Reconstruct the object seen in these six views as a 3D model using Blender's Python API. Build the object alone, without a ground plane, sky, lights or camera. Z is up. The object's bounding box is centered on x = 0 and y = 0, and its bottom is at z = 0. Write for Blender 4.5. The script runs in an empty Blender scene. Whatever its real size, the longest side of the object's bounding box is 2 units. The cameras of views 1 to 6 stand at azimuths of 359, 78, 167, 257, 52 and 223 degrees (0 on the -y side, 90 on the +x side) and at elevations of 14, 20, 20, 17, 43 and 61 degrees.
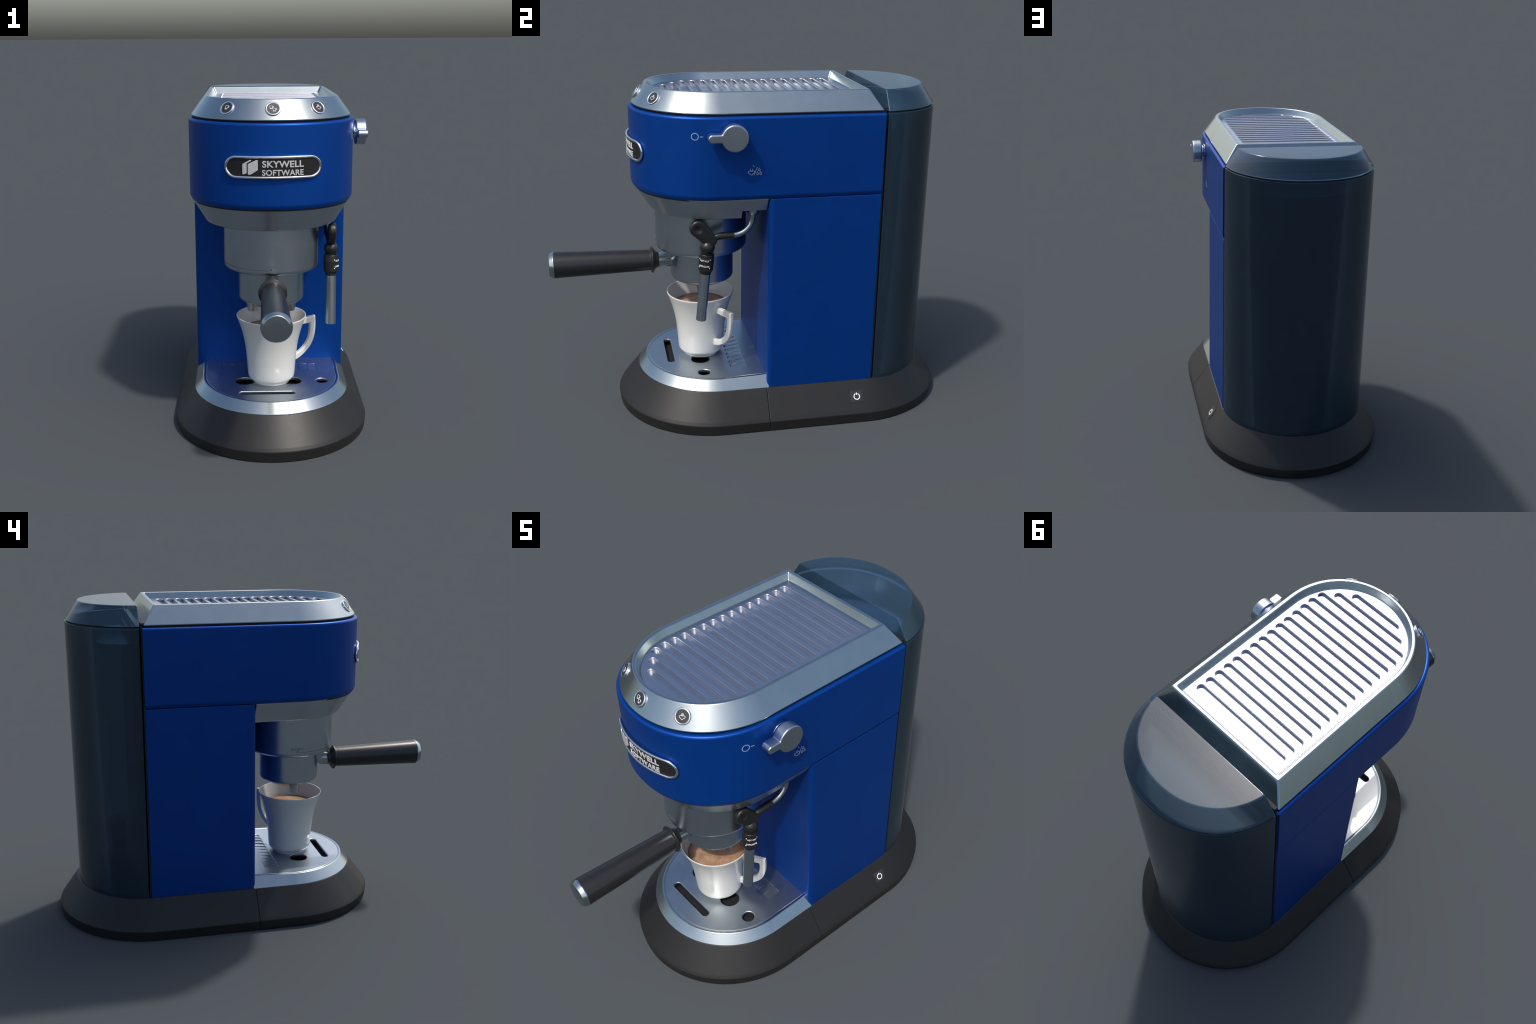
# A pump espresso machine (blue body, steel top tray, smoked water tank) with a coffee cup under it.
import bpy, bmesh, math, random
from math import sin, cos, pi, radians
from mathutils import Vector, Matrix

random.seed(7)
SCENE = bpy.context.scene.collection

# ------------------------------------------------------------------ materials
def new_mat(name):
    m = bpy.data.materials.new(name)
    m.use_nodes = True
    nt = m.node_tree
    return m, nt, nt.nodes["Principled BSDF"]

def node(nt, kind, **props):
    n = nt.nodes.new(kind)
    for k, v in props.items():
        setattr(n, k, v)
    return n

def grain(nt, bsdf, color, spread, scale, rough, rough_spread, bump=0.0, stretch=(1, 1, 1)):
    """Fine noise on Object coordinates: varies colour, roughness and (optionally) the normal."""
    tc = node(nt, "ShaderNodeTexCoord")
    mp = node(nt, "ShaderNodeMapping")
    mp.inputs["Scale"].default_value = stretch
    nz = node(nt, "ShaderNodeTexNoise")
    nz.inputs["Scale"].default_value = scale
    nz.inputs["Detail"].default_value = 5
    nt.links.new(tc.outputs["Object"], mp.inputs[0])
    nt.links.new(mp.outputs[0], nz.inputs["Vector"])
    ramp = node(nt, "ShaderNodeValToRGB")
    ramp.color_ramp.elements[0].position = 0.3
    ramp.color_ramp.elements[1].position = 0.7
    ramp.color_ramp.elements[0].color = tuple(c * (1 - spread) for c in color) + (1,)
    ramp.color_ramp.elements[1].color = tuple(min(1, c * (1 + spread)) for c in color) + (1,)
    nt.links.new(nz.outputs["Fac"], ramp.inputs[0])
    nt.links.new(ramp.outputs[0], bsdf.inputs["Base Color"])
    mr = node(nt, "ShaderNodeMapRange")
    mr.inputs["To Min"].default_value = rough - rough_spread
    mr.inputs["To Max"].default_value = rough + rough_spread
    nt.links.new(nz.outputs["Fac"], mr.inputs["Value"])
    nt.links.new(mr.outputs[0], bsdf.inputs["Roughness"])
    if bump:
        bp = node(nt, "ShaderNodeBump")
        bp.inputs["Strength"].default_value = bump
        bp.inputs["Distance"].default_value = 0.001
        nt.links.new(nz.outputs["Fac"], bp.inputs["Height"])
        nt.links.new(bp.outputs[0], bsdf.inputs["Normal"])

def solid(name, color, rough, metallic=0.0, spread=0.04, scale=9.0, rs=0.03, bump=0.0,
          coat=0.0, spec=0.5, stretch=(1, 1, 1)):
    m, nt, b = new_mat(name)
    b.inputs["Metallic"].default_value = metallic
    b.inputs["Coat Weight"].default_value = coat
    b.inputs["Coat Roughness"].default_value = 0.12
    b.inputs["Specular IOR Level"].default_value = spec
    grain(nt, b, color, spread, scale, rough, rs, bump, stretch)
    return m

BLUE   = solid("blue_paint", (0.0010, 0.052, 0.295), 0.40, 0.55, 0.03, 6, 0.02, spec=0.3)
STEEL  = solid("brushed_steel", (0.42, 0.48, 0.49), 0.23, 1.0, 0.03, 14, 0.02)
SHEET  = solid("tray_sheet_steel", (0.55, 0.56, 0.61), 0.26, 1.0, 0.04, 40, 0.02, 0.02, stretch=(0.12, 1, 1))
PLATE  = solid("drip_sheet_steel", (0.41, 0.46, 0.50), 0.37, 1.0, 0.03, 30, 0.03)
CAST   = solid("satin_grey_metal", (0.49, 0.555, 0.61), 0.30, 1.0, 0.03, 8, 0.03)
CHROME = solid("polished_chrome", (0.80, 0.82, 0.84), 0.14, 1.0, 0.02, 10, 0.02)
BASE   = solid("charcoal_plastic", (0.013, 0.0125, 0.0125), 0.46, 0.0, 0.04, 60, 0.03, 0.08, spec=0.4)
BLACK  = solid("black_plastic", (0.012, 0.012, 0.0125), 0.36, 0.0, 0.06, 40, 0.03, 0.03)
GRIP   = solid("grip_black_plastic", (0.016, 0.0155, 0.016), 0.30, 0.0, 0.06, 40, 0.03, 0.03)
NEARBLACK    = solid("near_black_fill", (0.006, 0.006, 0.008), 0.7, 0.0)  # near-black, mostly for added blocks that stand in for dark gaps and depth
BADGE  = solid("badge_face_black", (0.014, 0.014, 0.015), 0.5, 0.0, spec=0.25)
PANEL  = solid("button_face_dark", (0.024, 0.024, 0.026), 0.32, 0.0)
WHITE  = solid("white_print", (0.80, 0.81, 0.83), 0.5, 0.0)
PRINT  = solid("pale_print", (0.28, 0.36, 0.48), 0.5, 0.0)
INK    = solid("dark_print", (0.02, 0.022, 0.025), 0.6, 0.0)
INKPALE= solid("faded_print", (0.07, 0.078, 0.085), 0.6, 0.0)
EMBLEM = solid("emblem_silver", (0.50, 0.50, 0.52), 0.45, 0.15, 0.12, 160, 0.05, 0.1)
PORC   = solid("white_porcelain", (0.63, 0.635, 0.61), 0.16, 0.0, 0.015, 6, 0.02)

def smoked(name, tint, body, alpha, rough):
    """Tinted see-through plastic: part tinted transparency, part dark body, under a full glossy skin."""
    m, nt, b = new_mat(name)
    grain(nt, b, body, 0.04, 5, 0.5, 0.01)
    b.inputs["Specular IOR Level"].default_value = 0.0
    tr = node(nt, "ShaderNodeBsdfTransparent")
    tr.inputs[0].default_value = tint + (1,)
    mix = node(nt, "ShaderNodeMixShader")
    mix.inputs[0].default_value = alpha
    nt.links.new(tr.outputs[0], mix.inputs[1])
    nt.links.new(b.outputs[0], mix.inputs[2])
    gl = node(nt, "ShaderNodeBsdfGlossy")
    gl.inputs["Roughness"].default_value = rough
    fr = node(nt, "ShaderNodeFresnel")
    fr.inputs["IOR"].default_value = 1.5
    skin = node(nt, "ShaderNodeMixShader")
    nt.links.new(fr.outputs[0], skin.inputs[0])
    nt.links.new(mix.outputs[0], skin.inputs[1])
    nt.links.new(gl.outputs[0], skin.inputs[2])
    nt.links.new(skin.outputs[0], nt.nodes["Material Output"].inputs[0])
    return m

SMOKE = smoked("smoked_tank_plastic", (0.62, 0.75, 0.85), (0.023, 0.054, 0.083), 0.42, 0.26)
SMOKELID = smoked("smoked_lid_plastic", (0.64, 0.77, 0.88), (0.042, 0.095, 0.150), 0.36, 0.17)
INNER = solid("tank_inner_plastic", (0.010, 0.020, 0.028), 0.4, 0.0)
BACK = solid("tank_back_plastic", (0.050, 0.062, 0.080), 0.4, 0.0)

def coffee_material():
    m, nt, b = new_mat("coffee_foam")
    tc = node(nt, "ShaderNodeTexCoord")
    # distance from the cup axis -> brown ring at the wall
    sep = node(nt, "ShaderNodeSeparateXYZ")
    nt.links.new(tc.outputs["Object"], sep.inputs[0])
    flat = node(nt, "ShaderNodeCombineXYZ")
    nt.links.new(sep.outputs[0], flat.inputs[0])
    nt.links.new(sep.outputs[1], flat.inputs[1])
    ln = node(nt, "ShaderNodeVectorMath", operation="LENGTH")
    nt.links.new(flat.outputs[0], ln.inputs[0])
    nz = node(nt, "ShaderNodeTexNoise")
    nz.inputs["Scale"].default_value = 26
    nz.inputs["Detail"].default_value = 8
    nt.links.new(tc.outputs["Object"], nz.inputs["Vector"])
    foam = node(nt, "ShaderNodeValToRGB")
    foam.color_ramp.elements[0].position = 0.33
    foam.color_ramp.elements[1].position = 0.68
    foam.color_ramp.elements[0].color = (0.30, 0.165, 0.095, 1)
    foam.color_ramp.elements[1].color = (0.46, 0.30, 0.20, 1)
    nt.links.new(nz.outputs["Fac"], foam.inputs[0])
    ring = node(nt, "ShaderNodeMapRange")
    ring.inputs["From Min"].default_value = 0.112
    ring.inputs["From Max"].default_value = 0.140
    nt.links.new(ln.outputs["Value"], ring.inputs["Value"])
    m1 = node(nt, "ShaderNodeMix", data_type="RGBA")
    m1.inputs["B"].default_value = (0.17, 0.07, 0.025, 1)
    nt.links.new(ring.outputs[0], m1.inputs["Factor"])
    nt.links.new(foam.outputs[0], m1.inputs["A"])
    # bubbles: small dark Voronoi dots kept only in noisy patches
    vo = node(nt, "ShaderNodeTexVoronoi")
    vo.inputs["Scale"].default_value = 110
    nt.links.new(tc.outputs["Object"], vo.inputs["Vector"])
    dot = node(nt, "ShaderNodeMath", operation="LESS_THAN")
    dot.inputs[1].default_value = 0.22
    nt.links.new(vo.outputs["Distance"], dot.inputs[0])
    patch = node(nt, "ShaderNodeTexNoise")
    patch.inputs["Scale"].default_value = 38
    nt.links.new(tc.outputs["Object"], patch.inputs["Vector"])
    keep = node(nt, "ShaderNodeMath", operation="GREATER_THAN")
    keep.inputs[1].default_value = 0.60
    nt.links.new(patch.outputs["Fac"], keep.inputs[0])
    both = node(nt, "ShaderNodeMath", operation="MULTIPLY")
    nt.links.new(dot.outputs[0], both.inputs[0])
    nt.links.new(keep.outputs[0], both.inputs[1])
    m2 = node(nt, "ShaderNodeMix", data_type="RGBA")
    m2.inputs["B"].default_value = (0.06, 0.032, 0.02, 1)
    nt.links.new(both.outputs[0], m2.inputs["Factor"])
    nt.links.new(m1.outputs["Result"], m2.inputs["A"])
    nt.links.new(m2.outputs["Result"], b.inputs["Base Color"])
    b.inputs["Roughness"].default_value = 0.32
    return m
COFFEE = coffee_material()

# ------------------------------------------------------------------ geometry helpers
def thing(name, label, category, at=(0, 0, 0)):
    e = bpy.data.objects.new(name, None)
    e.location = at
    e["label"] = label
    e["category"] = category
    SCENE.objects.link(e)
    return e

def register(name, mesh, mat, parent, smooth=35, stuff=False):
    mesh.name = name
    if mat and not mesh.materials:
        mesh.materials.append(mat)
    ob = bpy.data.objects.new(name, mesh)
    SCENE.objects.link(ob)
    ob.parent = parent
    root = parent
    while root.parent:
        root = root.parent
    # geometry is written in world coordinates; the root may stand elsewhere
    ob.matrix_parent_inverse = Matrix.Translation(-root.location) if parent is root else Matrix.Identity(4)
    if smooth:
        mesh.polygons.foreach_set("use_smooth", [True] * len(mesh.polygons))
        mesh.set_sharp_from_angle(angle=radians(smooth))
        w = ob.modifiers.new("even_normals", "WEIGHTED_NORMAL")
        w.keep_sharp = True
        w.weight = 60
    if stuff:
        ob["kind"] = "stuff"
    return ob

def mesh_from(verts, faces):
    me = bpy.data.meshes.new("m")
    me.from_pydata([tuple(v) for v in verts], [], faces)
    bm = bmesh.new()
    bm.from_mesh(me)
    bmesh.ops.remove_doubles(bm, verts=bm.verts, dist=1e-6)
    bmesh.ops.recalc_face_normals(bm, faces=bm.faces)
    bm.to_mesh(me)
    bm.free()
    return me

def fillet(pts, radii, closed=False, seg=5):
    """Round the corners of a 2D polyline."""
    out, n = [], len(pts)
    if isinstance(radii, (int, float)):
        radii = [radii] * n
    for i in range(n):
        r = radii[i]
        if r <= 0 or (not closed and i in (0, n - 1)):
            out.append(tuple(pts[i]))
            continue
        p = Vector(pts[i]); a = Vector(pts[i - 1]) - p; b = Vector(pts[(i + 1) % n]) - p
        la, lb = a.length, b.length
        a.normalize(); b.normalize()
        ang = a.angle(b)
        if ang > pi - 0.02:
            out.append(tuple(p)); continue
        t = min(r / math.tan(ang / 2), la * 0.49, lb * 0.49)
        rr = t * math.tan(ang / 2)
        c = p + (a + b).normalized() * (rr / sin(ang / 2))
        s, e = p + a * t - c, p + b * t - c
        tot = s.angle(e)
        cr = s.x * e.y - s.y * e.x
        for k in range(seg + 1):
            th = tot * k / seg * (1 if cr > 0 else -1)
            out.append((c.x + s.x * cos(th) - s.y * sin(th), c.y + s.x * sin(th) + s.y * cos(th)))
    return out

def loft(rings, cap_first=True, cap_last=True, wrap=True):
    """Skin a list of equally long point loops."""
    n = len(rings[0])
    verts = [p for r in rings for p in r]
    faces = []
    for i in range(len(rings) - 1):
        for j in range(n if wrap else n - 1):
            k = (j + 1) % n
            faces.append((i * n + j, i * n + k, (i + 1) * n + k, (i + 1) * n + j))
    if cap_first:
        faces.append(tuple(range(n)))
    if cap_last:
        faces.append(tuple(range((len(rings) - 1) * n, len(rings) * n)))
    return mesh_from(verts, faces)

def bulge(a, p):
    """Unit point on a superellipse (p = 2 is a circle; a little more gives fuller shoulders)."""
    c, s = cos(a), sin(a)
    return math.copysign(abs(c) ** (2 / p), c), math.copysign(abs(s) ** (2 / p), s)

def d_outline(rx, ry, cy, flat_y, corner=0.004, seg=48, p=2.0):
    """D-shaped plan: half-ellipse about (0, cy), straight sides to a flat end at flat_y."""
    s = -1 if flat_y > cy else 1            # which way the arc bulges
    pts = [(rx, flat_y)]
    for i in range(seg + 1):
        a = pi * i / seg
        u, v = bulge(a, p)
        pts.append((rx * u, cy + s * ry * v))
    pts.append((-rx, flat_y))
    radii = [corner] + [0] * (seg + 1) + [corner]
    return fillet(pts, radii, closed=True, seg=4)

def d_loft(profile, cy, flat_y, ry_extra=0.0, flat_rate=0.0, corner=0.004, caps=(True, True), ref=None, seg=48, p=2.0):
    """Loft D outlines along a (half width, z) profile. flat_rate moves the flat end with the width."""
    ref = ref if ref is not None else profile[0][0]
    rings = []
    for r, z in profile:
        fy = flat_y + (r - ref) * flat_rate
        more = ry_extra(r, z) if callable(ry_extra) else ry_extra      # extra reach of the arc
        rings.append([(x, y, z) for x, y in d_outline(r, r + more, cy, fy, corner, seg, p)])
    return loft(rings, *caps)

def lathe(profile, origin=(0, 0, 0), axis=(0, 0, 1), seg=64, up=None):
    """Turn a (radius, height) profile round an axis."""
    ax = Vector(axis).normalized()
    u = ax.orthogonal().normalized(); v = ax.cross(u)
    o = Vector(origin)
    rings = []
    for r, h in profile:
        r = max(r, 1e-5)
        rings.append([o + ax * h + (u * cos(2 * pi * i / seg) + v * sin(2 * pi * i / seg)) * r for i in range(seg)])
    return loft(rings, True, True)

def sweep(path, radius, seg=16, caps=True):
    """Tube of given radius (number or list) along a 3D path."""
    P = [Vector(p) for p in path]
    rad = radius if isinstance(radius, list) else [radius] * len(P)
    rings, prev = [], None
    for i, p in enumerate(P):
        t = (P[min(i + 1, len(P) - 1)] - P[max(i - 1, 0)]).normalized()
        if prev is None:
            u = t.orthogonal().normalized()
        else:
            u = (prev - t * prev.dot(t)).normalized()
        prev = u
        v = t.cross(u)
        rings.append([p + (u * cos(2 * pi * k / seg) + v * sin(2 * pi * k / seg)) * rad[i] for k in range(seg)])
    return loft(rings, caps, caps)

def ring_sweep(path, radius, seg=12):
    """Closed tube."""
    P = [Vector(p) for p in path]
    n = len(P)
    nrm = Vector((0, 0, 0))
    c = sum(P, Vector()) / n
    rings = []
    for i, p in enumerate(P):
        t = (P[(i + 1) % n] - P[i - 1]).normalized()
        u = (p - c); u = (u - t * u.dot(t)).normalized()
        v = t.cross(u)
        rings.append([p + (u * cos(2 * pi * k / seg) + v * sin(2 * pi * k / seg)) * radius for k in range(seg)])
    rings.append(rings[0])
    return loft(rings, False, False)

def smooth_path(pts, n=8):
    """Catmull-Rom through 3D control points."""
    P = [Vector(p) for p in pts]
    P = [2 * P[0] - P[1]] + P + [2 * P[-1] - P[-2]]
    out = []
    for i in range(1, len(P) - 2):
        a, b, c, d = P[i - 1:i + 3]
        for k in range(n):
            t = k / n
            out.append(0.5 * (2 * b + (c - a) * t + (2 * a - 5 * b + 4 * c - d) * t * t + (3 * b - a - 3 * c + d) * t ** 3))
    out.append(P[-2])
    return out

def flat_solid(outlines, depth, bevel=0.0, res=2):
    """Plate with holes, from 2D outlines (first outer, rest holes); z from -depth/2 to depth/2."""
    cu = bpy.data.curves.new("plate", "CURVE")
    cu.dimensions = "2D"
    cu.fill_mode = "BOTH"
    for o in outlines:
        sp = cu.splines.new("POLY")
        sp.points.add(len(o) - 1)
        for p, q in zip(sp.points, o):
            p.co = (q[0], q[1], 0, 1)
        sp.use_cyclic_u = True
    cu.extrude = max(depth / 2 - bevel, 0)
    cu.bevel_depth = bevel
    cu.bevel_resolution = res
    cu.offset = -bevel
    return curve_mesh(cu)

def curve_mesh(cu):
    ob = bpy.data.objects.new("tmp", cu)
    SCENE.objects.link(ob)
    dg = bpy.context.evaluated_depsgraph_get()
    me = bpy.data.meshes.new_from_object(ob.evaluated_get(dg))
    bpy.data.objects.remove(ob)
    me.materials.clear()
    bm = bmesh.new(); bm.from_mesh(me)
    bmesh.ops.remove_doubles(bm, verts=bm.verts, dist=1e-6)
    bmesh.ops.dissolve_degenerate(bm, edges=bm.edges, dist=1e-6)
    bmesh.ops.recalc_face_normals(bm, faces=bm.faces)
    bm.to_mesh(me); bm.free()
    return me

def text_mesh(body, width, height, depth=0.0015, spacing=1.0, bold=0.0):
    """Lettering scaled to a box, centred on the origin in x, baseline box centred in y."""
    cu = bpy.data.curves.new("lettering", "FONT")
    cu.body = body
    cu.extrude = 0.1
    cu.space_character = spacing
    cu.offset = bold
    me = curve_mesh(cu)
    xs = [v.co.x for v in me.vertices]; ys = [v.co.y for v in me.vertices]
    cx, cy = (min(xs) + max(xs)) / 2, (min(ys) + max(ys)) / 2
    sx, sy = width / (max(xs) - min(xs)), height / (max(ys) - min(ys))
    for v in me.vertices:
        v.co = ((v.co.x - cx) * sx, (v.co.y - cy) * sy, v.co.z / 0.1 * depth)
    return me

def warp(me, fn):
    for v in me.vertices:
        v.co = fn(v.co.x, v.co.y, v.co.z)
    return me

def join(meshes):
    bm = bmesh.new()
    for m in meshes:
        bm.from_mesh(m)
        bpy.data.meshes.remove(m)
    me = bpy.data.meshes.new("joined")
    bm.to_mesh(me); bm.free()
    return me

def frame(me, origin, xdir, ydir):
    """Move a mesh made in the local xy plane to a place with given local axes."""
    x = Vector(xdir).normalized(); y = Vector(ydir); y = (y - x * y.dot(x)).normalized(); z = x.cross(y)
    M = Matrix.Translation(Vector(origin)) @ Matrix((x, y, z)).transposed().to_4x4()
    me.transform(M)
    return me

def box(x0, x1, y0, y1, z0, z1, r=0.004, seg=3):
    bm = bmesh.new()
    bmesh.ops.create_cube(bm, size=1)
    for v in bm.verts:
        v.co = ((x0, x1)[v.co.x > 0], (y0, y1)[v.co.y > 0], (z0, z1)[v.co.z > 0])
    if r:
        bmesh.ops.bevel(bm, geom=bm.edges[:], offset=r, segments=seg, affect="EDGES", profile=0.5)
    me = bpy.data.meshes.new("b"); bm.to_mesh(me); bm.free()
    return me

def boolean(me, cutter, op="DIFFERENCE"):
    a = bpy.data.objects.new("a", me); c = bpy.data.objects.new("c", cutter)
    SCENE.objects.link(a); SCENE.objects.link(c)
    m = a.modifiers.new("b", "BOOLEAN"); m.operation = op; m.object = c; m.solver = "MANIFOLD"
    dg = bpy.context.evaluated_depsgraph_get()
    out = bpy.data.meshes.new_from_object(a.evaluated_get(dg))
    bpy.data.objects.remove(a); bpy.data.objects.remove(c)
    out.materials.clear()
    return out

def stroke(paths, w, t=0.0008, seg=6):
    """Thin raised lines in the local xy plane: open or closed 2D polylines as slim tubes."""
    parts = []
    for p in paths:
        closed = len(p) > 2 and (Vector(p[0]) - Vector(p[-1])).length < 1e-7
        pts = [(x, y, 0) for x, y in p]
        if closed:
            me = ring_sweep(pts[:-1], w / 2, seg)
        else:
            me = sweep(pts, w / 2, seg)
        for v in me.vertices:
            v.co.z *= t / (w / 2)
        parts.append(me)
    return join(parts)

def arc(cx, cy, r, a0, a1, n=16, ry=None):
    ry = ry or r
    return [(cx + r * cos(radians(a0 + (a1 - a0) * i / n)), cy + ry * sin(radians(a0 + (a1 - a0) * i / n))) for i in range(n + 1)]

def capsule(cx, cy, half, r, n=10):
    """Stadium outline, long axis along x; half = half of the whole length."""
    return arc(cx + half - r, cy, r, -90, 90, n) + arc(cx - half + r, cy, r, 90, 270, n)

FRONT = -0.2            # centre of every front arc
REAR = 0.515            # centre of the rear arcs
def around(az, r, z, cy=FRONT):
    """Point at azimuth az (0 = front) on a vertical cylinder."""
    return Vector((r * sin(az), cy - r * cos(az), z))

# ------------------------------------------------------------------ espresso machine
M = thing("espresso_machine", "blue pump espresso machine with steel tray and smoked tank", "coffee machine")

# --- base: two halves of a stadium, sloping skirt, meeting at a seam behind the drip plate
SEAM_Y = 0.016
base_profile = fillet([(0.468, 0.0), (0.474, 0.001), (0.479, 0.050), (0.469, 0.066), (0.384, 0.186), (0.378, 0.190)],
                      [0, 0.002, 0.012, 0.02, 0.006, 0], seg=5)
def flare(most):
    """the skirt reaches a little further at its foot than at its shoulder"""
    return lambda r, z: most * min(1.0, max(0.0, (0.19 - z) / 0.13)) ** 1.0
front = d_loft(base_profile, FRONT, SEAM_Y - 0.0006, ry_extra=flare(0.010), corner=0.003)
register("front_base", front, BASE, M)
rear = d_loft(base_profile, REAR, SEAM_Y + 0.0006, ry_extra=0.007, corner=0.004)
rear_base = register("rear_base", rear, BASE, M)

# power switch on the sloping flank
slope = Vector((0.470 - 0.384, 0, 0.066 - 0.186)).normalized()   # down the flank
out = Vector((-slope.z, 0, slope.x)).normalized()
up_flank = -slope
psw = Vector((0.4300, 0.466, 0.1225))
switch = register("power_switch", frame(box(-0.0372, 0.0372, -0.034, 0.034, -0.008, 0.0010, 0.0004, 1), psw, (0, 1, 0), up_flank), NEARBLACK, M)
register("switch_rocker", frame(box(-0.0312, 0.0312, -0.0280, 0.0280, -0.004, 0.0026, 0.0022, 2), psw, (0, 1, 0), up_flank), PANEL, switch)
icon = stroke([arc(0, -0.002, 0.0145, 112, 428, 28), [(0, 0.006), (0, 0.0175)]], 0.0048, 0.0008, 8)
register("power_symbol", frame(icon, psw + out * 0.0028, (0, 1, 0), up_flank), WHITE, switch)

# --- drip plate
PLATE_Z = 0.2335
rim = fillet([(0.383, 0.182), (0.3825, 0.190), (0.343, 0.2342), (0.337, 0.2355), (0.331, PLATE_Z + 0.0002), (0.322, PLATE_Z - 0.002)],
             [0, 0.004, 0.006, 0.004, 0.003, 0], seg=4)
def rise(x, y, z):
    """the back of the plate climbs gently towards the column"""
    t = min(1.0, max(0.0, (y + 0.19) / 0.15))
    return Vector((x, y, z + (0.0075 * t * t * (3 - 2 * t) if z > 0.2 else 0)))
plate = register("drip_plate", warp(d_loft(rim, FRONT, SEAM_Y + 0.012, ry_extra=0.0, corner=0.003, caps=(False, False)), rise), STEEL, M)
holes = [capsule(-0.024, -0.425, 0.135, 0.0175),
         arc(0.102, -0.276, 0.046, 0, 360, 40)[:-1],
         arc(-0.133, -0.276, 0.046, 0, 360, 40)[:-1],
         arc(0.251, -0.276, 0.0295, 0, 360, 32)[:-1]]
N_POCKET, PITCH = 11, 0.0442
pockets = []
for i in range(N_POCKET):
    cx = -0.006 + (i - (N_POCKET - 1) / 2) * PITCH
    w = 0.0188
    pockets.append(fillet([(cx - w, -0.066), (cx - w, -0.136), (cx + w, -0.136), (cx + w, -0.066)],
                          [0.003, 0.012, 0.012, 0.003], closed=True, seg=5))
outer = d_outline(0.330, 0.330, FRONT, SEAM_Y + 0.016, 0.003)
pl = flat_solid([outer] + holes + pockets, 0.018, 0.0055, 4)
pl.transform(Matrix.Translation((0, 0, PLATE_Z - 0.009)))
bm = bmesh.new(); bm.from_mesh(pl)
for cut_y in (-0.18, -0.15, -0.12, -0.09, -0.06, -0.03):
    bmesh.ops.bisect_plane(bm, geom=bm.verts[:] + bm.edges[:] + bm.faces[:], plane_co=(0, cut_y, 0), plane_no=(0, 1, 0))
bm.to_mesh(pl); bm.free()
warp(pl, rise)
register("plate_sheet", pl, PLATE, plate)
# shallow tilted pocket floors
tilted = []
for i in range(N_POCKET):
    cx = -0.006 + (i - (N_POCKET - 1) / 2) * PITCH
    b = box(-0.022, 0.022, -0.039, 0.039, -0.006, 0, 0)
    s = 1 if cx > 0 else -1
    b.transform(Matrix.Translation((cx, -0.101, PLATE_Z - 0.0024)) @ Matrix.Rotation(0.045, 4, "X") @ Matrix.Rotation(s * 0.05, 4, "Y"))
    tilted.append(warp(b, rise))
register("pocket_floor", join(tilted), PLATE, plate, smooth=0)
backing = d_loft([(0.326, 0.1915), (0.326, 0.196)], FRONT, SEAM_Y - 0.012, corner=0.003)  # near-black sheet added under the holes so they look deep and dark
register("dark_hole_backing", backing, NEARBLACK, plate)

# --- column
col_out = fillet([(0.3803, SEAM_Y + 0.001), (0.3803, 0.5505), (-0.3803, 0.5505), (-0.3803, SEAM_Y + 0.001)],
                 [0.022, 0.004, 0.004, 0.022], closed=True, seg=8)
def ring_at(outline, inset, z):
    sx = 1 - inset / 0.3803
    cy = 0.28
    return [(x * sx, cy + (y - cy) * (1 - inset / 0.27), z) for x, y in outline]
column = loft([ring_at(col_out, 0.001, 0.186), ring_at(col_out, 0, 0.192), ring_at(col_out, 0, 1.1495),
               ring_at(col_out, 0.0012, 1.1523), ring_at(col_out, 0.004, 1.1535)])
register("column", column, BLUE, M)

# --- head: blue shell
shell = fillet([(0.360, 1.1555), (0.3765, 1.1555), (0.3850, 1.172), (0.3850, 1.534), (0.360, 1.534)],
               [0, 0.006, 0.03, 0.013, 0], seg=6)
head = register("head_shell", d_loft(shell, FRONT, 0.5505, ry_extra=0.003, corner=0.004, p=2.12), BLUE, M)
register("seam_filler", d_loft([(0.370, 1.148), (0.370, 1.158)], FRONT, 0.545, ry_extra=0.003, p=2.12), NEARBLACK, head)  # dark block added inside the seam to draw it as a black line
register("notch_filler", box(-0.362, 0.362, 0.530, 0.5562, 1.520, 1.5540, 0.001, 1), NEARBLACK, head)  # dark filler added in the notch between tray and lid
register("tray_seam_filler", d_loft([(0.364, 1.532), (0.364, 1.5452)], FRONT, 0.536, corner=0.003), NEARBLACK, head)  # added dark block, stands in for the open gap below the tray
register("rear_seam_filler", box(-0.3765, 0.3765, 0.546, 0.5562, 0.192, 1.5300, 0.001, 1), NEARBLACK, head)  # dark panel added to blacken the gap between body and tank

# --- cup warming tray on top
tray_prof = fillet([(0.355, 1.5425), (0.3715, 1.5425), (0.3715, 1.5475), (0.3085, 1.6315), (0.2925, 1.6315), (0.2780, 1.6005), (0.270, 1.590)],
                   [0, 0.0015, 0.003, 0.009, 0.007, 0.006, 0], seg=6)
tray = register("cup_warmer_tray", d_loft(tray_prof, FRONT, 0.5430, ry_extra=lambda r, z: 0.004 + 0.006 * min(1, max(0, (0.31 - r) / 0.02)), flat_rate=0.88, ref=0.3715, corner=0.007, p=2.06,
                                          caps=(True, False)), STEEL, M)
FLOOR_Z = 1.6000
grooves = []
for i in range(17):
    y = 0.396 - 0.0510 * i
    half = 0.250
    if i == 14: half = 0.242
    if i == 15: half = 0.190
    if i == 16: half = 0.130
    grooves.append(capsule(0, y, half, 0.0172, 10))
fo = d_outline(0.2785, 0.2890, FRONT, 0.4605, 0.005)
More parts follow.
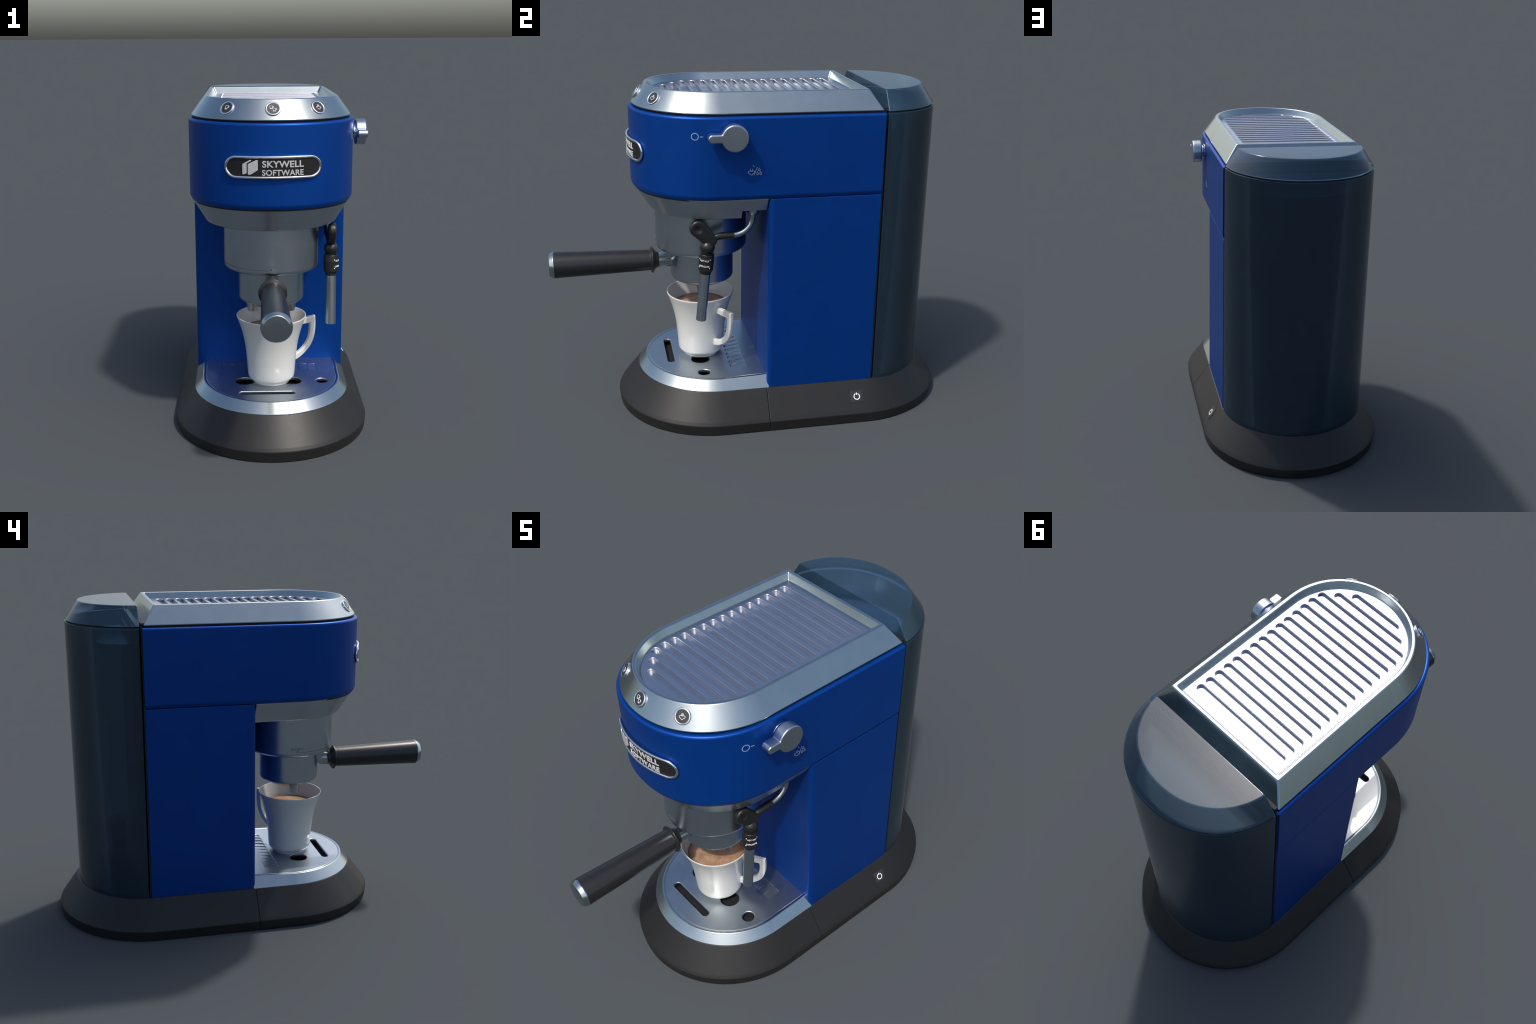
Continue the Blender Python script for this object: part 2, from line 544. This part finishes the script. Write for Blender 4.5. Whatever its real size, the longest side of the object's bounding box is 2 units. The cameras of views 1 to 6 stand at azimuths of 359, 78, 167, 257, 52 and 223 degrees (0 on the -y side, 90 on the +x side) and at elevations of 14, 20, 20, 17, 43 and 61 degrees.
fl = flat_solid([fo] + grooves, 0.024, 0.0040, 3)
fl.transform(Matrix.Translation((0, 0, FLOOR_Z - 0.012)))
register("tray_floor", fl, SHEET, tray)
gb = d_loft([(0.268, FLOOR_Z - 0.026), (0.268, FLOOR_Z - 0.0158)], FRONT, 0.450)
register("groove_floor", gb, SHEET, tray)

# --- push buttons on the tray's sloping front
def cup_icon(ox, oy, s):
    """line drawing of a cup on a saucer, about 2 s wide"""
    bowl = [(-0.9, 0.75), (0.45, 0.75), (0.45, 0.1), (0.25, -0.45), (-0.05, -0.62), (-0.45, -0.62), (-0.75, -0.42), (-0.9, 0.05), (-0.9, 0.75)]
    ear = arc(0.45, 0.22, 0.42, 80, -88, 10)
    saucer = [(-1.0, -0.88), (0.45, -0.88)]
    return [[(ox + x * s, oy + y * s) for x, y in p] for p in (bowl, ear, saucer)]

def steam_icon(ox, oy, s):
    """puffy cloud with steam lines above"""
    cloud = arc(0.0, -0.55, 0.42, 200, 340, 8) + arc(0.62, -0.1, 0.38, -60, 110, 8) + [(0.28, 0.2), (-0.28, 0.2)] + arc(-0.62, -0.1, 0.38, 70, 240, 8)
    cloud = cloud + [cloud[0]]
    lines = [[(-0.25, 0.35), (-0.3, 1.0)], [(0.0, 0.35), (0.0, 1.05)], [(0.25, 0.35), (0.3, 1.0)]]
    return [[(ox + x * s, oy + y * s) for x, y in p] for p in [cloud] + lines]

flank_n = Vector((0.0870, 0.0630)).normalized()       # outward, upward parts of the flank normal
for az, icon_paths in ((radians(-35), cup_icon(0.002, 0.001, 0.0105)),
                       (0.0, cup_icon(-0.0062, 0.0055, 0.0090) + cup_icon(0.0075, -0.0062, 0.0090)),
                       (radians(35), steam_icon(0, 0, 0.0118))):
    centre = around(az, 0.3420, 1.5890)
    radial = Vector((sin(az), -cos(az), 0))
    nrm = (radial * flank_n.x + Vector((0, 0, 1)) * flank_n.y).normalized()
    xdir = Vector((cos(az), sin(az), 0))
    ydir = nrm.cross(xdir)
    ring_prof = fillet([(0.0262, 0.000), (0.0262, 0.0085), (0.0290, 0.0098), (0.0332, 0.0085), (0.0348, 0.000)],
                       [0, 0.001, 0.002, 0.003, 0], seg=4)
    ring_prof = ring_prof + [(0.0262, 0.0)]
    rings = []
    u, v = xdir, ydir
    for r, h in ring_prof:
        rings.append([centre + nrm * h + (u * cos(2 * pi * k / 48) + v * sin(2 * pi * k / 48)) * r for k in range(48)])
    button = register("push_button", loft(rings, False, False), CHROME, M)
    register("button_face", lathe([(0.0275, 0.0), (0.0275, 0.0084), (0.0262, 0.0088)], centre, nrm, 48), PANEL, button)
    ic = stroke(icon_paths, 0.0017, 0.0005, 6)
    register("button_symbol", frame(ic, centre + nrm * 0.0090, xdir, ydir), WHITE, button)

# --- badge, wrapped round the front of the shell
RB = 0.4005
def wrap_badge(x, y, z):
    p = around(x / RB, RB + z, 1.3460 + y)
    return p
def stadium_curved(half_w, half_h, r0, r1):
    """Curved stadium block between radii r0 and r1 (columns of points across the badge)."""
    cols, nv = 64, 6
    front_v, faces = [], []
    R = half_h
    for i in range(cols + 1):
        t = -cos(pi * i / cols)
        x = t * half_w
        d = max(0.0, abs(x) - (half_w - R * 1.15))
        h = half_h * math.sqrt(max(0.0, 1 - (d / (R * 1.15)) ** 2))
        front_v.append((x, h))
    loop = [(x, h) for x, h in front_v] + [(x, -h) for x, h in reversed(front_v[1:-1])]
    return loop
loop = stadium_curved(0.2165, 0.0440, 0, 0)
def curved_plate(loop, r_in, r_out, cols=64):
    n = len(loop)
    half = n // 2
    verts = [around(x / RB, r_out, 1.3460 + y) for x, y in loop] + [around(x / RB, r_in, 1.3460 + y) for x, y in loop]
    faces = [(i, (i + 1) % n, n + (i + 1) % n, n + i) for i in range(n)]
    for i in range(half):                       # strips between upper and lower edges
        a, b = i, i + 1
        c, d = (n - i - 1) % n if i + 1 < half else half, (n - i) % n
        quad = [a, b, (n - (i + 1)) % n, (n - i) % n]
        quad = [q for k, q in enumerate(quad) if q not in quad[:k]]
        if len(quad) > 2:
            faces.append(tuple(quad))
            faces.append(tuple(n + q for q in quad))
    return mesh_from(verts, faces)
badge = register("badge_plate", curved_plate(loop, 0.380, RB), BADGE, M)
rim_path = [around(x / RB, RB - 0.0005, 1.3460 + y) for x, y in loop]
register("badge_frame", ring_sweep(rim_path, 0.0062, 12), CHROME, badge)
t1 = text_mesh("SKYWELL", 0.182, 0.0290, 0.0022, 1.02, 0.022)
warp(t1, lambda x, y, z: wrap_badge(x + 0.0425, y + 0.0148, z))
t2 = text_mesh("SOFTWARE", 0.182, 0.0255, 0.0022, 1.02, 0.018)
warp(t2, lambda x, y, z: wrap_badge(x + 0.0420, y - 0.0222, z))
register("badge_lettering", join([t1, t2]), EMBLEM, badge, smooth=0)
# emblem: two leaning rounded tablets
big = flat_solid([fillet([(-0.022, -0.033), (-0.010, -0.032), (0.022, -0.012), (0.022, 0.033), (0.012, 0.031), (-0.022, 0.014)],
                         [0.005, 0.012, 0.006, 0.005, 0.012, 0.004], closed=True)], 0.007, 0.002, 3)
small = flat_solid([fillet([(-0.0105, -0.031), (-0.004, -0.031), (0.0085, -0.026), (0.0085, 0.016), (0.030, 0.029), (0.024, 0.033), (-0.0105, 0.014)],
                           [0.003, 0.004, 0.002, 0.003, 0.002, 0.004, 0.004], closed=True)], 0.006, 0.0015, 3)
warp(big, lambda x, y, z: wrap_badge(x - 0.0895, y, z + 0.0015))
warp(small, lambda x, y, z: wrap_badge(x - 0.1255, y, z + 0.001))
register("badge_emblem", join([big, small]), EMBLEM, badge)

# --- steam knob on the right flank and its printed marks
KY, KZ = -0.154, 1.4515
def knob_outline():
    R, w, tip = 0.0605, 0.0190, 0.1185
    a = math.degrees(math.asin(w / R))
    body = arc(0, 0, R, -180 + a, 180 - a, 40)
    lever = arc(-tip + w, 0, w, 90, 270, 14)
    pts = body + lever
    rad = [0] * len(pts)
    rad[40] = 0.010
    rad[0] = 0.010
    return fillet(pts, rad, closed=True, seg=5)
kn = flat_solid([knob_outline()], 0.050, 0.007, 4)
knob = register("steam_knob", frame(kn, (0.4275, KY, KZ), (0, 1, 0), (0, 0, 1)), CAST, M)
register("knob_stem", lathe(fillet([(0.042, 0.0), (0.042, 0.004), (0.033, 0.010), (0.033, 0.022)], [0, 0.002, 0.006, 0], seg=4),
                            (0.383, KY, KZ), (1, 0, 0), 40), CHROME, knob)
SIDE = 0.3854
def flank_print(name, paths, w):
    register(name, frame(stroke(paths, w, 0.0006, 6), (SIDE, 0, 0), (0, 1, 0), (0, 0, 1)), PRINT, M)
# the ring mark sits where the shell begins to curve: follow the arc
ringmark = stroke([arc(-0.3205, 1.4485, 0.0150, 0, 360, 36), [(-0.299, 1.448), (-0.285, 1.448)]], 0.0034, 0.0006, 6)
def on_shell(x, y, z):
    """x runs along the flank (world y); past the straight part the mark follows the curved front"""
    t = max(0.0, FRONT - x) / 0.3885
    return Vector((0.3850 * (1 - t ** 2.12) ** (1 / 2.12) + 0.0008 + z, x, y))
warp(ringmark, on_shell)
register("off_mark", ringmark, PRINT, M)
def drop(cx, cy, s):
    return [(cx, cy + s)] + arc(cx, cy - 0.35 * s, 0.62 * s, 40, -220, 14) + [(cx, cy + s)]
flank_print("steam_mark", steam_icon(-0.0705, 1.2855, 0.0150)[:2] + steam_icon(-0.0705, 1.2855, 0.0150)[3:]
            + [[(-0.044, 1.307), (-0.059, 1.270)], [(-0.0635, 1.316), (-0.058, 1.307)],
               drop(-0.0355, 1.2955, 0.0072), drop(-0.0430, 1.2790, 0.0072), drop(-0.0285, 1.2790, 0.0072)], 0.0026)

# --- grey collar under the head, cut away at the right rear for the steam pipe
collar_prof = fillet([(0.373, 1.1535), (0.3725, 1.149), (0.3105, 1.047), (0.298, 1.0435), (0.220, 1.0435)], [0, 0.002, 0.010, 0.006, 0], seg=5)
collar = d_loft(collar_prof, FRONT, SEAM_Y - 0.002, ry_extra=-0.001, corner=0.003, p=2.06)
cut = box(0.060, 0.6, -0.1015, 0.10, 0.95, 1.0890, 0)
collar = boolean(collar, cut)
collar = register("head_collar", collar, CAST, M, smooth=30)

# --- brew group
GY = -0.2535
group_prof = [(0.226, 1.050)] + fillet([(0.226, 1.00), (0.226, 0.822), (0.150, 0.822)], [0, 0.024, 0], seg=8)
group = register("brew_group", lathe(group_prof, (0, GY, 0), (0, 0, 1), 96), CAST, M)
def wrap_group(az0, z0):
    return lambda x, y, z: around(radians(az0) + x / 0.2262, 0.2262 + z, z0 + y, GY)
RG = 0.2262
def tri(s):
    return flat_solid([[(-s, s), (s, s), (0, -s)]], 0.0010)
for word, az, w in (("CLOSE", -1.7, 0.056), ("INSERT", -94.0, 0.068)):
    t = text_mesh(word, w, 0.0105, 0.0006)
    register("printed_word", warp(t, wrap_group(az, 0.8715)), INKPALE, group, smooth=0)
    register("printed_arrow", warp(tri(0.0045), wrap_group(az, 0.8560)), INK, group, smooth=0)
dots = []
for i in range(56):
    az = -4.6 - i * (86.5 / 55)
    dots.append(warp(flat_solid([arc(0, 0, 0.0017, 0, 360, 8)[:-1]], 0.0008), wrap_group(az, 0.8535)))
register("dotted_line", join(dots), INK, group, smooth=0, stuff=True)

# --- filter holder
pf_prof = [(0.157, 0.845)] + fillet([(0.157, 0.80), (0.157, 0.664), (0.112, 0.640), (0.02, 0.640)], [0, 0.020, 0.014, 0], seg=7)
holder = register("filter_holder", lathe(pf_prof, (0, GY + 0.003, 0), (0, 0, 1), 80), CAST, M)
for sx in (-1, 1):
    sp = fillet([(0.034, 0.648), (0.030, 0.630), (0.0245, 0.597), (0.019, 0.597), (0.018, 0.625)], [0, 0.006, 0.003, 0.002, 0], seg=4)
    register("spout", lathe(sp, (sx * 0.0905, -0.258, 0), (0, 0, 1), 40), CAST, holder)
# neck: steel bar with a groove along each cheek
HZ = 0.7530
neck_sec = fillet([(-0.016, -0.034), (0.016, -0.034), (0.026, -0.022), (0.026, 0.004), (0.020, 0.012), (0.020, 0.031),
                   (-0.020, 0.031), (-0.020, 0.012), (-0.026, 0.004), (-0.026, -0.022)], 0.003, closed=True, seg=3)
neck = loft([[(x, y, HZ - 0.001 + z) for x, z in neck_sec] for y in (-0.392, -0.482)])
register("handle_neck", neck, STEEL, holder, smooth=40)
grip_prof = [(0.030, -0.466)] + fillet([(0.038, -0.4665), (0.041, -0.478), (0.050, -0.486), (0.0665, -0.497), (0.0665, -0.502), (0.0525, -0.509),
                     (0.0535, -0.530), (0.0655, -0.972)], [0.002, 0.006, 0.006, 0.002, 0.002, 0.003, 0.05, 0], seg=5) + [(0.060, -0.9745)]
grip = register("handle_grip", lathe([(r, -y) for r, y in grip_prof], (0, 0, HZ), (0, -1, 0), 64), GRIP, holder)
cap_prof = fillet([(0.0655, 0.9735), (0.0665, 0.978), (0.0560, 0.998), (0.030, 1.0000), (0.0005, 1.0)], [0, 0.003, 0.006, 0.02, 0], seg=5)
register("handle_cap", lathe([(0.05, 0.972)] + cap_prof, (0, 0, HZ), (0, -1, 0), 64), STEEL, grip)

# --- steam wand
WX = 0.288
wand = register("steam_pipe", sweep(smooth_path([(WX - 0.004, -0.042, 1.092), (WX - 0.004, -0.043, 1.050), (WX - 0.004, -0.052, 1.010), (WX - 0.005, -0.078, 0.978),
                                                  (WX - 0.006, -0.110, 0.962), (WX - 0.007, -0.150, 0.9575)], 8), 0.0146, 20), STEEL, M)
register("pipe_flange", lathe(fillet([(0.031, 0.0), (0.031, -0.020), (0.026, -0.026), (0.021, -0.034), (0.012, -0.034)], [0, 0.002, 0.003, 0.004, 0], seg=4),
                              (WX - 0.004, -0.042, 1.0905), (0, 0, 1), 40), STEEL, wand)
arm = sweep(smooth_path([(WX - 0.006, -0.132, 0.9575), (WX - 0.006, -0.175, 0.9565), (WX - 0.005, -0.212, 0.953), (WX - 0.003, -0.240, 0.936), (WX, -0.254, 0.905)], 8),
            0.0175, 24)
register("wand_arm", arm, BLACK, wand)
# thumb lever: a flattened drop with a thumb dimple, leaning forward and up from the ball
def lever():
    a = Vector((-0.302, 1.000)); b = Vector((-0.246, 0.940))       # (y, z): big eye, small end
    ra, rb = 0.0400, 0.0320
    d = (b - a); L = d.length; th = math.atan2(d.y, d.x); k = math.acos((ra - rb) / L)
    pts = []
    for i in range(33):
        t = th + k + (2 * pi - 2 * k) * i / 32
        pts.append((a.x + ra * cos(t), a.y + ra * sin(t)))
    for i in range(13):
        t = th - k + 2 * k * i / 12
        pts.append((b.x + rb * cos(t), b.y + rb * sin(t)))
    me = flat_solid([pts], 0.036, 0.011, 5)
    frame(me, (WX, 0, 0), (0, 1, 0), (0, 0, 1))
    # wrap the thumb dimple with a shallow sphere cut
    bm = bmesh.new(); bmesh.ops.create_uvsphere(bm, u_segments=32, v_segments=20, radius=0.034)
    cutter = bpy.data.meshes.new("s"); bm.to_mesh(cutter); bm.free()
    cutter.transform(Matrix.Translation((WX + 0.018 + 0.0275, a.x, a.y - 0.002)))
    return boolean(me, cutter)
register("thumb_lever", lever(), BLACK, wand, smooth=40)
top, tip = Vector((WX, -0.2585, 0.905)), Vector((WX + 0.001, -0.2935, 0.5370))
axis = (tip - top).normalized()
def along(prof):
    return lathe(prof, top, axis, 48)
ball = [(0.034 * sin(pi * i / 12), -0.034 * cos(pi * i / 12)) for i in range(1, 10)] + [(0.0325, 0.0255), (0.0245, 0.0270), (0.0245, 0.034)]
register("wand_joint", along(ball), BLACK, wand)
slv = fillet([(0.024, 0.0305), (0.0345, 0.0305), (0.0362, 0.060), (0.0345, 0.1130), (0.0275, 0.1165), (0.0270, 0.1310), (0.020, 0.1310)],
             [0, 0.004, 0.03, 0.006, 0.002, 0.003, 0], seg=5)
sleeve = register("milk_sleeve", along(slv), BLACK, wand)
tube = fillet([(0.0246, 0.120), (0.0246, 0.3695), (0.0195, 0.3695), (0.0195, 0.340)], [0, 0.002, 0.001, 0], seg=3)
register("wand_tube", along(tube), CAST, wand)
def wrap_sleeve(dx, h):
    side0 = Vector((sin(radians(66)), -cos(radians(66)), 0))
    u = (side0 - axis * side0.dot(axis)).normalized(); v = u.cross(axis)
    def fn(x, y, z):
        a = (x + dx) / 0.0362
        return top + axis * (h - y) + (u * cos(a) + v * -sin(a) * -1) * (0.0361 + z)
    return fn
lab = []
lab.append(warp(text_mesh("HOT MILK", 0.043, 0.0080, 0.0008, 1.12, 0.0), wrap_sleeve(0, 0.058)))
lab.append(warp(text_mesh("CAPPUCCINO", 0.052, 0.0078, 0.0008, 1.10, 0.0), wrap_sleeve(0, 0.085)))
for sx in (-0.0275, 0.0275):
    t = tri(0.0032); t.transform(Matrix.Rotation(pi, 4, "Z"))
    lab.append(warp(t, wrap_sleeve(sx, 0.0515)))
    lab.append(warp(tri(0.0032), wrap_sleeve(sx, 0.0945)))
register("sleeve_lettering", join(lab), WHITE, sleeve, smooth=0)

# --- water tank: smoked shell, inner fittings and a faceted lid
TANK_F = 0.5570
def tank_ring(inset, z, f=TANK_F):
    return [(x, y, z) for x, y in d_outline_rear(0.3825 - inset, 0.3770 - inset, f + inset)]
def d_outline_rear(rx, ry, f, corner=0.006, seg=56):
    """Rear plan: elliptic arc about (0, REAR) cut by a flat wall at y = f."""
    a0 = math.asin(min(0.99, max(-0.99, (f - REAR) / ry)))
    pts = []
    for i in range(seg + 1):
        u, v = bulge(a0 + (pi - 2 * a0) * i / seg, 2.12)
        pts.append((rx * u, REAR + ry * v))
    rad = [corner] + [0] * (seg - 1) + [corner]
    return fillet(pts, rad, closed=True, seg=4)
W = 0.006
shell_rings = [tank_ring(0.0, 0.188), tank_ring(0.0, 1.526), tank_ring(0.0018, 1.5315), tank_ring(0.005, 1.533),
               tank_ring(W + 0.002, 1.533), tank_ring(W + 0.002, 0.20)]
tank = register("water_tank", loft(shell_rings, True, True), SMOKE, M)
floor_r = [tank_ring(0.022, 0.20), tank_ring(0.022, 0.385), tank_ring(0.030, 0.398), tank_ring(0.05, 0.402)]
register("tank_floor", loft(floor_r), INNER, tank)
register("tank_valve", lathe(fillet([(0.036, 0.39), (0.036, 0.548), (0.030, 0.552), (0.030, 0.53)], [0, 0.003, 0.002, 0], seg=3), (-0.215, 0.69, 0), (0, 0, 1), 32), INNER, tank)
back = fillet([(-0.33, 0.40), (0.33, 0.40), (0.33, 1.50), (-0.33, 1.50)], 0.02, closed=True)
bk = flat_solid([back], 0.012, 0.003)
register("tank_back_panel", frame(bk, (0, TANK_F + 0.034, 0), (1, 0, 0), (0, 0, 1)), BACK, tank)

def lid_ring(rx, ry, f, z):
    return [(x, y, z) for x, y in d_outline_rear(rx, ry, f, 0.006)]
lid_rings = [lid_ring(0.364, 0.355, TANK_F + 0.012, 1.458), lid_ring(0.364, 0.355, TANK_F + 0.012, 1.5395),
             lid_ring(0.3775, 0.3715, TANK_F + 0.0005, 1.5395), lid_ring(0.3788, 0.3728, TANK_F, 1.5408),
             lid_ring(0.3778, 0.3718, TANK_F, 1.5428),
             lid_ring(0.3225, 0.3135, TANK_F, 1.6260), lid_ring(0.3200, 0.3110, TANK_F + 0.0006, 1.6284),
             lid_ring(0.3165, 0.3075, TANK_F + 0.002, 1.6298), lid_ring(0.313, 0.304, TANK_F + 0.004, 1.6300)]
lid = register("tank_lid", loft(lid_rings), SMOKELID, tank)
register("lid_gasket", loft([tank_ring(0.010, 1.5325), tank_ring(0.010, 1.5392), tank_ring(0.013, 1.5392), tank_ring(0.013, 1.5325), tank_ring(0.010, 1.5325)], False, False), NEARBLACK, tank)

# ------------------------------------------------------------------ cup of coffee
CX, CY, CZ = 0.0, -0.2600, PLATE_Z + 0.0005
C = thing("coffee_cup", "white porcelain cup filled with foamy brown coffee", "cup", (CX, CY, CZ))
outer_prof = [(0.004, 0.004), (0.080, 0.004), (0.084, 0.0), (0.0905, 0.0), (0.0925, 0.006), (0.093, 0.010), (0.104, 0.0165), (0.1125, 0.028), (0.1158, 0.044),
              (0.1200, 0.104), (0.1275, 0.180), (0.1390, 0.240), (0.1530, 0.290), (0.1690, 0.334)]
rim_prof = [(0.1705, 0.3385), (0.1695, 0.3415), (0.1665, 0.3420), (0.1640, 0.3385)]
inner_prof = [(0.1470, 0.289), (0.1330, 0.240), (0.1215, 0.180), (0.1140, 0.104), (0.1090, 0.044), (0.100, 0.026), (0.004, 0.022)]
def smooth2(p, n=5):
    return [(v.x, v.y) for v in smooth_path([(a, b, 0) for a, b in p], n)]
cup_prof = outer_prof[:6] + smooth2(outer_prof[6:], 5) + rim_prof + smooth2(inner_prof, 4)
cup = register("cup_body", lathe(cup_prof, (CX, CY, CZ), (0, 0, 1), 80), PORC, C, smooth=50)
# handle: flat top arm, square outer corner, curved sweep back to the wall
HA = radians(30)
ho = [(0.1500, 0.292), (0.2570, 0.294), (0.2590, 0.240), (0.2520, 0.188), (0.2330, 0.145), (0.2010, 0.112), (0.1600, 0.086), (0.1170, 0.073)]
hi = [(0.1170, 0.108), (0.1550, 0.118), (0.1860, 0.138), (0.2100, 0.166), (0.2230, 0.200), (0.2270, 0.240), (0.2250, 0.2600), (0.1410, 0.2580)]
outline = [ho[0], ho[1]] + smooth2(ho[1:], 5)[1:] + smooth2(hi[:-1], 5) + [hi[-1]]
hm = flat_solid([outline], 0.023, 0.006, 3)
frame(hm, (CX, CY, CZ), (cos(HA), sin(HA), 0), (0, 0, 1))
register("cup_handle", hm, PORC, C, smooth=40)
cof = lathe([(0.1362, 0.262), (0.1385, 0.2665), (0.1375, 0.2680), (0.133, 0.2672), (0.0001, 0.2672)], (0, 0, 0), (0, 0, 1), 64)
co = register("coffee", cof, COFFEE, C)
co.matrix_parent_inverse = Matrix.Identity(4)
